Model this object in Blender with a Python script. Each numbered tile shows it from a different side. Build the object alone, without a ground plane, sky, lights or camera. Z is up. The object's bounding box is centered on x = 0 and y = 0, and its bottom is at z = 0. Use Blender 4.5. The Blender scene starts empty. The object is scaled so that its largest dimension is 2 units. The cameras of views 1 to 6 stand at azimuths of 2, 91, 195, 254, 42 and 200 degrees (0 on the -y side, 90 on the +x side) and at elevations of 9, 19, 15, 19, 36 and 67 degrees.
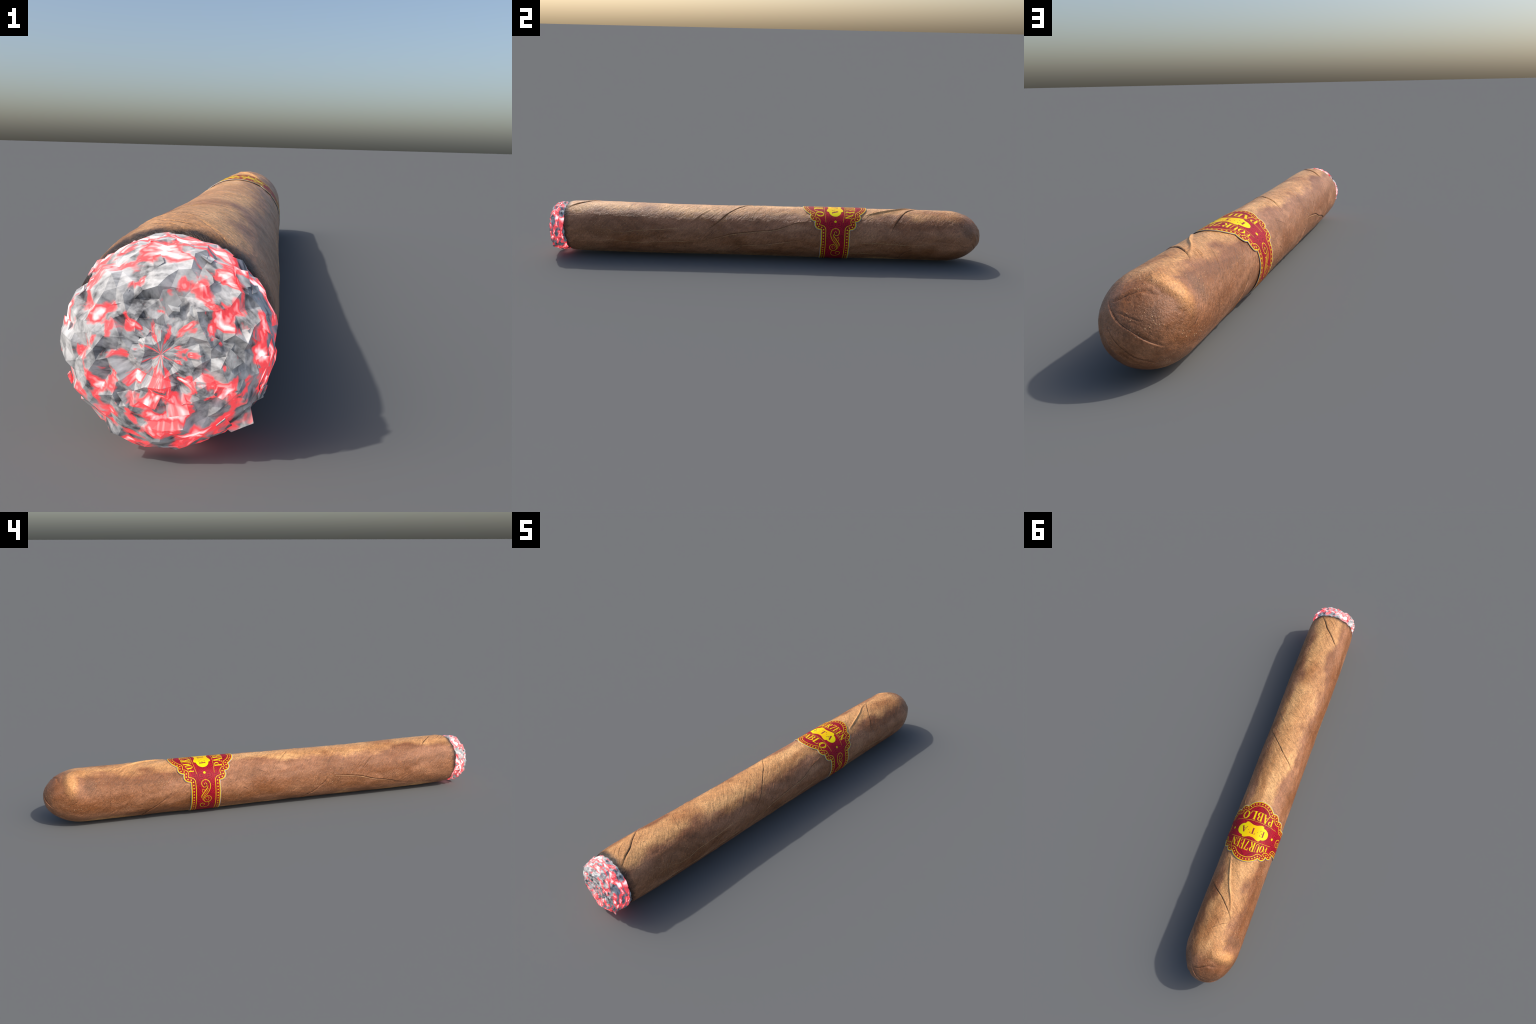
# A lit cigar lying on its side: rolled leaf body, rounded cap, paper band, glowing ash tip.
# Frame: the long axis runs along y (ember at -y, rounded head at +y), z up, metres.
# Surface coordinates used everywhere: y along the axis and theta in degrees round it,
# theta = 0 on top, +90 on the +x side.
import bpy, math
import numpy as np

AXIS_Z = 0.1189          # height of the axis
BAND_R = 0.1188          # radius of the paper band
EMBER_Z = 0.1195         # middle of the ash tip
BAND_Y = 0.3215          # middle of the band along the axis
rng = np.random.default_rng(14)


# ------------------------------------------------------------------ helpers
def lattice_noise(p, seed=0):
    """Smooth value noise in -1..1 at points p (n,3)."""
    p = np.asarray(p, float)
    i = np.floor(p).astype(np.int64)
    f = p - i
    f = f * f * f * (f * (f * 6 - 15) + 10)

    def h(a, b, c):
        n = (a * 374761393 + b * 668265263 + c * 2147483647 + seed * 144665) & 0xFFFFFFFF
        n = ((n ^ (n >> 13)) * 1274126177) & 0xFFFFFFFF
        n = ((n ^ (n >> 16)) * 2246822519) & 0xFFFFFFFF
        return ((n ^ (n >> 15)) & 0xFFFFF) / 524287.5 - 1.0
    x, y, z = i[:, 0], i[:, 1], i[:, 2]
    fx, fy, fz = f[:, 0], f[:, 1], f[:, 2]

    def lerp(a, b, t):
        return a + (b - a) * t
    return lerp(lerp(lerp(h(x, y, z), h(x + 1, y, z), fx), lerp(h(x, y + 1, z), h(x + 1, y + 1, z), fx), fy),
                lerp(lerp(h(x, y, z + 1), h(x + 1, y, z + 1), fx),
                     lerp(h(x, y + 1, z + 1), h(x + 1, y + 1, z + 1), fx), fy), fz)


def smooth(a, b, x):
    t = np.clip((x - a) / (b - a), 0, 1)
    return t * t * (3 - 2 * t)


def spline(xs, ys, x):
    """Monotone-ish cubic (Catmull-Rom on uneven knots)."""
    xs, ys = np.asarray(xs, float), np.asarray(ys, float)
    m = np.gradient(ys, xs)
    k = np.clip(np.searchsorted(xs, x) - 1, 0, len(xs) - 2)
    h = xs[k + 1] - xs[k]
    t = np.clip((x - xs[k]) / h, 0, 1)
    return ((2 * t**3 - 3 * t**2 + 1) * ys[k] + (t**3 - 2 * t**2 + t) * h * m[k]
            + (-2 * t**3 + 3 * t**2) * ys[k + 1] + (t**3 - t**2) * h * m[k + 1])


def resample(pts, step):
    """Catmull-Rom through the control points, evenly spaced."""
    p = np.asarray(pts, float)
    if len(p) > 2:
        t = np.arange(len(p))
        tt = np.linspace(0, len(p) - 1, (len(p) - 1) * 12 + 1)
        p = np.stack([spline(t, p[:, c], tt) for c in range(p.shape[1])], 1)
    d = np.r_[0, np.cumsum(np.hypot(np.diff(p[:, 0]), np.diff(p[:, 1])))]
    n = max(3, int(d[-1] / step) + 1)
    q = np.linspace(0, d[-1], n)
    return np.stack([np.interp(q, d, p[:, c]) for c in range(p.shape[1])], 1)


def make_object(name, verts, faces, material, parent=None, smooth_shade=True):
    me = bpy.data.meshes.new(name)
    me.from_pydata([tuple(v) for v in np.asarray(verts, float).tolist()], [], [tuple(f) for f in faces])
    me.materials.append(material)
    me.polygons.foreach_set("use_smooth", [smooth_shade] * len(me.polygons))
    me.update()
    ob = bpy.data.objects.new(name, me)
    bpy.context.scene.collection.objects.link(ob)
    ob.parent = parent
    return ob


def on_band(s, y, r):
    """Flat label coordinates (arc length s from the top, y along the axis) -> 3D."""
    th = np.asarray(s) / BAND_R
    return np.stack([np.asarray(r) * np.sin(th), np.asarray(y) + 0 * th, AXIS_Z + np.asarray(r) * np.cos(th)], -1)


# ------------------------------------------------------------------ node helper
class Nodes:
    def __init__(self, name):
        self.mat = bpy.data.materials.new(name)
        self.mat.use_nodes = True
        self.t = self.mat.node_tree
        self.bsdf = self.t.nodes["Principled BSDF"]
        tc = self.t.nodes.new("ShaderNodeTexCoord")
        self.obj = tc.outputs["Object"]

    def put(self, sock, v):
        if isinstance(v, bpy.types.NodeSocket):
            self.t.links.new(v, sock)
        elif v is not None:
            sock.default_value = v

    def new(self, kind, **kw):
        n = self.t.nodes.new(kind)
        for k, v in kw.items():
            setattr(n, k, v)
        return n

    def math(self, op, a, b=None, clamp=False):
        n = self.new("ShaderNodeMath", operation=op, use_clamp=clamp)
        self.put(n.inputs[0], a)
        self.put(n.inputs[1], b)
        return n.outputs[0]

    def split(self, v):
        n = self.new("ShaderNodeSeparateXYZ")
        self.put(n.inputs[0], v)
        return n.outputs

    def join(self, x, y, z):
        n = self.new("ShaderNodeCombineXYZ")
        for i, v in enumerate((x, y, z)):
            self.put(n.inputs[i], v)
        return n.outputs[0]

    def mapping(self, v, scale=(1, 1, 1), loc=(0, 0, 0), rot=(0, 0, 0)):
        n = self.new("ShaderNodeMapping")
        self.put(n.inputs[0], v)
        n.inputs["Location"].default_value = loc
        n.inputs["Rotation"].default_value = rot
        n.inputs["Scale"].default_value = scale
        return n.outputs[0]

    def noise(self, v, scale, detail=4, rough=0.55, distort=0.0):
        n = self.new("ShaderNodeTexNoise")
        self.put(n.inputs["Vector"], v)
        n.inputs["Scale"].default_value = scale
        n.inputs["Detail"].default_value = detail
        n.inputs["Roughness"].default_value = rough
        n.inputs["Distortion"].default_value = distort
        return n.outputs[0]

    def voronoi(self, v, scale, feature="F1", rand=1.0):
        n = self.new("ShaderNodeTexVoronoi", feature=feature)
        self.put(n.inputs["Vector"], v)
        n.inputs["Scale"].default_value = scale
        n.inputs["Randomness"].default_value = rand
        return n.outputs["Distance"]

    def ramp(self, f, stops, mode="LINEAR"):
        n = self.new("ShaderNodeValToRGB")
        n.color_ramp.interpolation = mode
        e = n.color_ramp.elements
        while len(e) < len(stops):
            e.new(0.5)
        for el, (p, c) in zip(e, stops):
            el.position = p
            el.color = (c, c, c, 1) if isinstance(c, (int, float)) else (*c, 1)
        self.put(n.inputs[0], f)
        return n.outputs[0]

    def mix(self, f, a, b, mode="MIX"):
        n = self.new("ShaderNodeMix", data_type="RGBA", blend_type=mode)
        self.put(n.inputs[0], f)
        for k, v in ((6, a), (7, b)):
            self.put(n.inputs[k], (*v, 1) if isinstance(v, tuple) else v)
        return n.outputs[2]

    def bump(self, h, strength, dist, normal=None):
        n = self.new("ShaderNodeBump")
        n.inputs["Strength"].default_value = strength
        n.inputs["Distance"].default_value = dist
        self.put(n.inputs["Height"], h)
        self.put(n.inputs["Normal"], normal)
        return n.outputs[0]

    def round_axis(self):
        """theta (radians, 0 on top, + toward +x), y."""
        x, y, z = self.split(self.obj)[:3]
        return self.math("ARCTAN2", x, self.math("SUBTRACT", z, AXIS_Z)), y

    def out(self, color, rough=0.6, normal=None, spec=0.4):
        self.put(self.bsdf.inputs["Base Color"], (*color, 1) if isinstance(color, tuple) else color)
        self.put(self.bsdf.inputs["Roughness"], rough)
        self.put(self.bsdf.inputs["Normal"], normal)
        self.bsdf.inputs["Specular IOR Level"].default_value = spec
        return self.mat


# ------------------------------------------------------------------ materials
def leaf_material(name):
    n = Nodes(name)
    th, y = n.round_axis()
    p = n.obj
    # coordinates across and along the diagonal winding of the leaf
    s = n.math("MULTIPLY", th, 0.115)
    across = n.math("ADD", n.math("MULTIPLY", y, 0.75), n.math("MULTIPLY", s, 0.66))
    along = n.math("SUBTRACT", n.math("MULTIPLY", s, 0.75), n.math("MULTIPLY", y, 0.66))
    big = n.noise(n.mapping(p, (1, 0.40, 1), (3.1, 0, 0.7)), 10.0, 5, 0.6, 0.5)
    mid = n.noise(n.mapping(p, (1, 0.7, 1), (1.0, 5.0, 2.0)), 30.0, 6, 0.66, 0.5)
    fine = n.noise(p, 170.0, 4, 0.7)
    grain = n.noise(p, 420.0, 3, 0.6)
    fibre = n.noise(n.join(n.math("MULTIPLY", across, 5.0), n.math("MULTIPLY", along, 0.6), 0.0), 42.0, 5, 0.68, 0.8)
    base = n.ramp(big, [(0.28, (0.170, 0.060, 0.020)), (0.42, (0.285, 0.113, 0.044)),
                        (0.56, (0.390, 0.168, 0.080)), (0.70, (0.480, 0.228, 0.112))])
    # red-brown ageing patches drawn out along the body
    red = n.ramp(n.noise(n.mapping(p, (1, 0.30, 1), (7, 2, 9)), 13.0, 5, 0.6, 0.3), [(0.47, 0.0), (0.62, 1.0)])
    base = n.mix(n.math("MULTIPLY", red, 0.60), base, (0.235, 0.076, 0.020))
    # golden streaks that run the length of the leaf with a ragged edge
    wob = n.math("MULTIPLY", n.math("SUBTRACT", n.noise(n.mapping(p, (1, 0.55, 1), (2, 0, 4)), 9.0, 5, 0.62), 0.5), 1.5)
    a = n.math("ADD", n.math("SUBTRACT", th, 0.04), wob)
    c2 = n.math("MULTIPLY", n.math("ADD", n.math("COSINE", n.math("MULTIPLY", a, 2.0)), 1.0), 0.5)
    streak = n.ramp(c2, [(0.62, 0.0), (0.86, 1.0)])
    body = n.new("ShaderNodeMapRange", interpolation_type="SMOOTHSTEP")
    n.put(body.inputs[0], y)
    body.inputs[1].default_value, body.inputs[2].default_value = 0.85, 0.94
    body.inputs[3].default_value, body.inputs[4].default_value = 1.0, 0.0
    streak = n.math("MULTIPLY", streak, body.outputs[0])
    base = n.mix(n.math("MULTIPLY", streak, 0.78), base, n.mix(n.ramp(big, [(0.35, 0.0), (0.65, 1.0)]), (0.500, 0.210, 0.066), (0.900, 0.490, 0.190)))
    # cap shading put into the colour: bright golden lip of the lapped leaf, brown hollow behind it, dark folds on the face
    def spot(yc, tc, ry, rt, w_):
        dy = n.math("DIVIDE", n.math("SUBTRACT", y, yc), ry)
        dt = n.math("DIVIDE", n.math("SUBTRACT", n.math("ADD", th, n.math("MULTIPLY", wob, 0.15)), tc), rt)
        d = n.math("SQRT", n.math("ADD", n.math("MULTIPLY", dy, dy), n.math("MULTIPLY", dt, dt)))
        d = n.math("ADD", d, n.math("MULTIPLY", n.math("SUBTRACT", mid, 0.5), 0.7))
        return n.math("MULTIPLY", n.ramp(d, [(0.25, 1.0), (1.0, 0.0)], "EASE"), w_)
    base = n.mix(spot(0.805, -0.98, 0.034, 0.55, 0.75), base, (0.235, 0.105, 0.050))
    lip = spot(0.880, -0.72, 0.040, 0.80, 1.0)
    base = n.mix(n.math("MULTIPLY", lip, 0.80), base, (0.840, 0.400, 0.145))
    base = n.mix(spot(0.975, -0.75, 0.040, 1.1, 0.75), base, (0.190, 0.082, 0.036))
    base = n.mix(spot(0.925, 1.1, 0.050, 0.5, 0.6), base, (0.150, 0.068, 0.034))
    # blotches, fibres and grain
    base = n.mix(0.52, base, n.ramp(mid, [(0.28, 0.58), (0.5, 1.0), (0.72, 1.34)]), "MULTIPLY")
    base = n.mix(n.math("MULTIPLY", body.outputs[0], 0.85), base, n.ramp(fibre, [(0.30, 0.66), (0.5, 1.0), (0.70, 1.28)]), "MULTIPLY")
    base = n.mix(0.8, base, n.ramp(fine, [(0.32, 0.62), (0.5, 1.0), (0.68, 1.25)]), "MULTIPLY")
    base = n.mix(0.6, base, n.ramp(grain, [(0.35, 0.7), (0.5, 1.0), (0.65, 1.25)]), "MULTIPLY")
    # pale specks and dark pores
    v = n.voronoi(p, 105.0)
    patch = n.ramp(n.noise(n.mapping(p, (1, 0.6, 1)), 12.0, 2), [(0.50, 0.0), (0.62, 1.0)])
    speck = n.math("MULTIPLY", n.ramp(v, [(0.12, 1.0), (0.22, 0.0)]), patch)
    base = n.mix(n.math("MULTIPLY", speck, 0.75), base, (0.66, 0.40, 0.21))
    pore = n.math("MULTIPLY", n.ramp(n.voronoi(n.mapping(p, (1, 0.7, 1), (4, 1, 2)), 80.0), [(0.10, 1.0), (0.19, 0.0)]),
                  n.ramp(n.noise(p, 11.0, 2), [(0.38, 1.0), (0.52, 0.0)]))
    base = n.mix(n.math("MULTIPLY", pore, 0.65), base, (0.07, 0.030, 0.014))
    # charred edge next to the ember
    yy = n.math("ADD", y, n.math("MULTIPLY", n.math("SUBTRACT", n.noise(p, 24.0, 4, 0.65), 0.5), 0.042))
    m = n.new("ShaderNodeMapRange", interpolation_type="SMOOTHSTEP")
    n.put(m.inputs[0], yy)
    m.inputs[1].default_value, m.inputs[2].default_value = -0.912, -0.882
    m.inputs[3].default_value, m.inputs[4].default_value = 1.0, 0.0
    base = n.mix(n.math("MULTIPLY", m.outputs[0], 0.95), base, (0.010, 0.008, 0.007))
    # relief below mesh level: diagonal wrinkles, fibres, grain
    wr = n.noise(n.join(n.math("MULTIPLY", across, 3.2), along, 0.0), 16.0, 4, 0.6, 0.7)
    h = n.math("ADD", n.math("MULTIPLY", fine, 0.42), n.math("MULTIPLY", mid, 0.62))
    h = n.math("ADD", h, n.math("MULTIPLY", n.math("MULTIPLY", wr, body.outputs[0]), 0.5))
    h = n.math("ADD", h, n.math("MULTIPLY", n.math("MULTIPLY", fibre, body.outputs[0]), 0.3))
    h = n.math("ADD", h, n.math("MULTIPLY", speck, 0.3))
    h = n.math("ADD", h, n.math("MULTIPLY", grain, 0.14))
    h = n.math("ADD", h, n.math("MULTIPLY", lip, 2.2))
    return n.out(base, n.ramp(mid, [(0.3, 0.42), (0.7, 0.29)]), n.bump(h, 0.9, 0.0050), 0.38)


def crease_material(name, color):
    n = Nodes(name)
    f = n.noise(n.obj, 60.0, 4, 0.65)
    c = n.mix(1.0, color, n.ramp(f, [(0.3, 0.5), (0.7, 1.5)]), "MULTIPLY")
    return n.out(c, 0.7, None, 0.25)


def red_paper_material():
    n = Nodes("red_embossed_paper")
    th, y = n.round_axis()
    s = n.math("MULTIPLY", n.math("ABSOLUTE", th), BAND_R)
    h = n.math("ABSOLUTE", n.math("SUBTRACT", y, BAND_Y))
    p = n.join(s, h, 0.0)
    # guilloche fans: fine rings round scattered centres, warped
    w = n.new("ShaderNodeMix", data_type="VECTOR")
    warp = n.new("ShaderNodeTexNoise")
    n.put(warp.inputs["Vector"], p)
    warp.inputs["Scale"].default_value = 22.0
    n.put(w.inputs[0], 0.028)
    n.put(w.inputs[4], p)
    n.put(w.inputs[5], warp.outputs["Color"])
    v = n.voronoi(w.outputs[1], 24.0)
    line = n.math("SINE", n.math("MULTIPLY", v, 54.0))
    line = n.ramp(n.math("MULTIPLY_ADD", line, 0.5), [(0.0, 0.0), (1.0, 1.0)])
    n2 = n.t.nodes
    col = n.mix(line, (0.215, 0.0050, 0.016), (0.430, 0.0080, 0.024))
    tone = n.ramp(n.noise(n.obj, 22.0, 3), [(0.35, 0.85), (0.65, 1.12)])
    col = n.mix(1.0, col, tone, "MULTIPLY")
    return n.out(col, 0.5, n.bump(line, 0.35, 0.0008), 0.15)


def gold_ink_material(name, graded=False):
    n = Nodes(name)
    col = (0.80, 0.60, 0.004)
    if graded:
        th, y = n.round_axis()
        f = n.math("ADD", n.math("COSINE", n.math("MULTIPLY", th, 5.2)), n.math("MULTIPLY", n.noise(n.obj, 16.0, 2), 0.9))
        col = n.ramp(n.math("MULTIPLY_ADD", f, 0.45), [(0.35, (0.86, 0.74, 0.001)), (1.0, (0.84, 0.52, 0.001))])
    else:
        col = n.ramp(n.noise(n.obj, 40.0, 3), [(0.35, (0.72, 0.49, 0.002)), (0.62, (0.84, 0.68, 0.002))])
    return n.out(col, 0.5, None, 0.15)


def plain_material(name, color, rough=0.6):
    n = Nodes(name)
    c = n.mix(1.0, color, n.ramp(n.noise(n.obj, 120.0, 3), [(0.3, 0.85), (0.7, 1.1)]), "MULTIPLY")
    return n.out(c, rough, None, 0.35)


def ember_material():
    n = Nodes("glowing_ash")
    x, y, z = n.split(n.obj)[:3]
    zz = n.math("SUBTRACT", z, EMBER_Z)
    r = n.math("SQRT", n.math("ADD", n.math("MULTIPLY", x, x), n.math("MULTIPLY", zz, zz)))
    ang = n.math("ARCTAN2", n.math("ABSOLUTE", zz), n.math("ADD", n.math("ABSOLUTE", x), 1e-4))
    # burn pattern laid out in rays: u round the tip (folded in quarters), v from the middle outward
    v = n.math("ADD", r, n.math("MULTIPLY", n.math("ADD", y, 0.985), 1.3))
    p = n.join(n.math("MULTIPLY", ang, 0.062), v, n.math("ADD", n.math("MULTIPLY", x, 0.10), n.math("MULTIPLY", zz, 0.13)))
    hot = n.noise(p, 43.0, 3, 0.48, 0.3)
    side = n.new("ShaderNodeMapRange", interpolation_type="SMOOTHSTEP")
    n.put(side.inputs[0], y)
    side.inputs[1].default_value, side.inputs[2].default_value = -0.985, -0.945
    side.inputs[3].default_value, side.inputs[4].default_value = 0.0, 1.0
    hb = n.math("ADD", hot, n.math("MULTIPLY", side.outputs[0], 0.062))
    glow = n.ramp(hb, [(0.515, 0.0), (0.580, 1.0)])
    core = n.ramp(hb, [(0.605, 0.0), (0.70, 1.0)])
    ash = n.noise(p, 95.0, 3, 0.55, 0.25)
    ash2 = n.noise(n.mapping(n.obj, (1, 1, 1), (3, 3, 3)), 30.0, 4, 0.6, 0.4)
    f = n.math("ADD", n.math("MULTIPLY", ash, 0.6), n.math("MULTIPLY", ash2, 0.4))
    ashc = n.ramp(f, [(0.36, (0.12, 0.12, 0.125)), (0.44, (0.34, 0.34, 0.345)), (0.51, (0.54, 0.535, 0.53)), (0.62, (0.76, 0.75, 0.74))])
    col = n.mix(n.math("MULTIPLY", glow, 0.85), ashc, (0.55, 0.085, 0.085))
    col = n.mix(core, col, (0.80, 0.74, 0.72))
    em = n.mix(core, (1.0, 0.045, 0.060), (1.0, 0.48, 0.48))
    n.put(n.bsdf.inputs["Emission Color"], em)
    st = n.math("ADD", n.math("MULTIPLY", glow, 0.72), n.math("MULTIPLY", core, 0.65))
    n.put(n.bsdf.inputs["Emission Strength"], st)
    return n.out(col, 0.85, n.bump(ash, 0.25, 0.002), 0.2)


LEAF = leaf_material("cured_tobacco_leaf")
DARK = crease_material("dark_leaf_crease", (0.060, 0.030, 0.018))
PALE = crease_material("pale_leaf_vein", (0.520, 0.310, 0.140))
RED = red_paper_material()
GOLD = gold_ink_material("yellow_gold_ink")
GRADED = gold_ink_material("graded_gold_ink", True)
WHITE = plain_material("white_paper_edge", (0.62, 0.58, 0.55))
MAROON = plain_material("maroon_ink", (0.26, 0.010, 0.022))
EMBER = ember_material()

cigar = bpy.data.objects.new("cigar", None)
bpy.context.scene.collection.objects.link(cigar)
cigar["label"] = "lit brown cigar with red and gold paper band"
cigar["category"] = "cigar"

# ------------------------------------------------------------------ leaf body
FOOT = -0.909
R_Y = [-0.914, -0.908, -0.900, -0.885, -0.86, -0.80, -0.70, -0.55, -0.40, -0.20, 0.0, 0.3, 0.5, 0.65, 0.78, 0.838]
R_R = [0.104, 0.1085, 0.1115, 0.1138, 0.1152, 0.1166, 0.1172, 0.1162, 0.1146, 0.1142, 0.1148, 0.1158, 0.1148, 0.1158, 0.1157, 0.1155]
HEAD_Y, HEAD_R = 0.838, 0.1155      # the head is a half ellipsoid from here to y = 1


# Seams, veins and folds of the leaf: control points (y, theta), then half width, height, kind.
# 'seam' = overlap step with a dark line, 'vein' = fine ridge, 'crack' = fine dark groove, 'fold' = soft ridge
LINES = [
    ("seam", [(-.905, 32), (-.869, 17), (-.831, 6), (-.80, -8), (-.768, -22), (-.735, -39)], .0034, .0040),
    ("fold", [(-.737, -37), (-.70, -52), (-.66, -70)], .0030, 0.0016),
    ("crack", [(-.888, 10), (-.857, -6), (-.822, -17)], .0016, .0010),
    ("crack", [(-.893, 2), (-.868, -12), (-.845, -18)], .0014, .0008),
    ("crack", [(-.624, 34), (-.615, 18), (-.595, -7), (-.578, -26)], .0012, .0009),
    ("vein", [(-.612, 1), (-.663, -13), (-.70, -18)], .0012, .0006),
    ("crack", [(-.804, 9), (-.771, -3), (-.748, -10), (-.72, -26)], .0011, .0006),
    ("seam", [(-.265, 75), (-.232, 65), (-.199, 51), (-.177, 39), (-.145, 23), (-.092, -1), (-.057, -20), (-.026, -37), (-.010, -49)], .0022, .0028),
    ("crack", [(-.204, 40), (-.185, 18), (-.166, -5), (-.152, -25)], .0011, .0008),
    ("vein", [(-.06, 55), (-.045, 30), (-.018, 6), (.001, -16), (.016, -41)], .0013, .0009),
    ("seam", [(-.25, -86), (-.233, -97), (-.205, -111), (-.184, -122), (-.163, -132), (-.11, -158)], .0026, .0032),
    ("seam", [(-.25, -84), (-.284, -83.3), (-.363, -86.6), (-.417, -91), (-.473, -99.5), (-.529, -105), (-.576, -111), (-.607, -116.4), (-.638, -120.5), (-.71, -126)], .0016, .0030),
    ("fold", [(-.363, -85.4), (-.38, -74), (-.411, -58), (-.442, -41)], .0032, 0.0022),
    ("fold", [(-.39, -84), (-.417, -73), (-.449, -57), (-.488, -44)], .0032, 0.0022),
    ("crack", [(-.372, -84), (-.398, -72), (-.43, -57), (-.46, -45)], .0012, .0008),
    ("fold", [(-.624, -117.6), (-.648, -109), (-.677, -98.6), (-.699, -95)], .0030, 0.0022),
    ("fold", [(-.60, -115), (-.622, -106), (-.65, -97)], .0028, 0.0019),
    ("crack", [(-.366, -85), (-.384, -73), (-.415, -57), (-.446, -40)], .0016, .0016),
    ("crack", [(-.394, -83), (-.421, -72), (-.453, -56), (-.492, -43)], .0018, .0018),
    ("crack", [(-.404, -83), (-.431, -73), (-.458, -60)], .0012, .0012),
    ("crack", [(-.627, -117), (-.651, -108), (-.680, -98), (-.702, -95)], .0016, .0016),
    ("crack", [(-.612, -116), (-.634, -107), (-.655, -100)], .0014, .0014),
    ("vein", [(-.246, -86), (-.29, -85.4), (-.363, -89), (-.417, -93.5), (-.473, -102), (-.529, -107.6), (-.576, -113.5)], .0016, .0012),
    ("crack", [(.66, -14), (.672, -24), (.688, -33)], .0014, .0012),
    ("crack", [(.30, -98), (.345, -86), (.38, -78)], .0012, .0010),
    ("crack", [(.02, -70), (.06, -58), (.10, -49)], .0012, .0010),
    ("crack", [(.13, -96), (.155, -88)], .0016, .0012),
    ("crack", [(-.22, 70), (-.245, 84), (-.275, 96)], .0014, .0014),
    ("crack", [(-.20, 66), (-.222, 78), (-.25, 90)], .0012, .0012),
    ("vein", [(.40, 98), (.52, 96), (.66, 99), (.76, 96)], .0012, .0008),
    ("vein", [(-.791, 82), (-.742, 79), (-.713, 79), (-.694, 82), (-.675, 85.5), (-.627, 85), (-.588, 80.7), (-.54, 79), (-.458, 76), (-.385, 73), (-.265, 73)], .0012, .0008),
    ("vein", [(-.887, 105), (-.855, 111), (-.776, 109.6), (-.697, 105.4), (-.664, 106), (-.601, 109), (-.533, 108), (-.435, 104.7), (-.338, 103), (-.265, 103.4), (-.203, 106)], .0013, .0009),
    ("seam", [(-.26, 97.4), (-.212, 91.5), (-.145, 82), (-.073, 77.4), (-.001, 73), (.056, 69.5), (.128, 57), (.204, 44)], .0014, .0024),
    ("vein", [(-.255, 99), (-.207, 93.5), (-.14, 84), (-.068, 79.5), (.004, 75), (.06, 71.5), (.132, 59), (.207, 46)], .0014, .0010),
    ("crack", [(-.155, 113.5), (-.096, 109), (0, 105.5), (.08, 99), (.178, 91)], .0012, .0012),
    ("vein", [(-.150, 115.5), (-.091, 111), (.005, 107.5), (.085, 101), (.18, 93)], .0014, .0010),
    ("fold", [(-.146, 132), (-.116, 119), (-.087, 113)], .0030, 0.0022),
    ("crack", [(-.033, 121), (.025, 121.4), (.074, 127), (.16, 128)], .0016, .0014),
    ("vein", [(.249, 128), (.40, 127), (.56, 126)], .0016, .0010),
    ("fold", [(.453, 29), (.529, 16.5), (.594, 5), (.645, -7), (.705, -17)], .0042, 0.0054),
    ("vein", [(.453, 29), (.529, 16.5), (.594, 5), (.645, -7), (.70, -16.5)], .0016, .0014),
    ("seam", [(.565, 78), (.591, 52), (.616, 33), (.645, 13), (.669, 1), (.694, -11), (.717, -20), (.734, -25)], .0026, .0036),
    ("crack", [(.80, 20), (.771, 3), (.752, -10), (.735, -26)], .0014, .0010),
    ("vein", [(.459, -36), (.493, -32.5), (.542, -30.5)], .0012, .0008),
    ("crack", [(.607, -26), (.640, -44), (.682, -62)], .0012, .0009),
    ("fold", [(.647, -13), (.66, -23), (.675, -32)], .0030, 0.0022),
    ("fold", [(.665, -13), (.682, -22), (.70, -30)], .0026, 0.0019),
    ("seam", [(.462, -82), (.473, -89.5), (.503, -101.4), (.528, -111.4), (.556, -123), (.583, -137.5), (.60, -160), (.607, -180)], .0024, .0030),
    ("crack", [(.671, 110.6), (.637, 123), (.616, 146), (.607, 180)], .0022, .0018),
    ("crack", [(.727, -68), (.728, -86), (.734, -101)], .0009, .0005),
    ("crack", [(.697, 0), (.757, 22.7), (.779, 50), (.793, 72)], .0011, .0007),
    ("crack", [(.858, -83), (.884, -91)], .0016, .0010),
    ("crack", [(.883, 95), (.915, 105), (.945, 110.5)], .0014, .0012),
    ("fold", [(-.50, -40), (-.444, -58), (-.384, -71)], .0030, 0.0016),
    ("fold", [(.131, 55), (.204, 48)], .0035, 0.0022),
    ("crack", [(-.52, 150), (-.44, 160), (-.33, 168), (-.20, 179)], .0018, .0016),
    ("vein", [(-.80, 150), (-.62, 144), (-.42, 150), (-.22, 146)], .0014, .0010),
    ("crack", [(-.80, -160), (-.70, -168), (-.60, -180)], .0018, .0016),
    ("vein", [(.10, -150), (.24, -146), (.40, -152), (.55, -150)], .0014, .0010),
]


# creases of the cap seen head-on: (x, z above the axis)
CAP_LINES = [
    ("crack", [(.045, .066), (.030, .072), (.005, .084), (-.020, .090), (-.055, .080)], .0022, .0028),
    ("seam", [(.0596, .0685), (.040, .0555), (.021, .041), (.003, .030), (-.0163, .0205), (-.041, .002), (-.075, -.024)], .0030, .0034),
    ("crack", [(.040, .024), (.0362, .0146), (.0164, -.0066), (-.001, -.025), (-.020, -.0443), (-.050, -.062)], .0026, .0028),
    ("fold", [(.055, .030), (.045, .002), (.025, -.030), (0, -.052), (-.03, -.07)], .0050, 0.0026),
    ("crack", [(.086, -.010), (.070, -.030), (.045, -.052)], .0020, .0016),
    ("fold", [(.07, .05), (.072, .02), (.065, -.012)], .0060, 0.0026),
    ("crack", [(.02, .055), (-.01, .047), (-.045, .035)], .0016, .0009),
]
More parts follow.
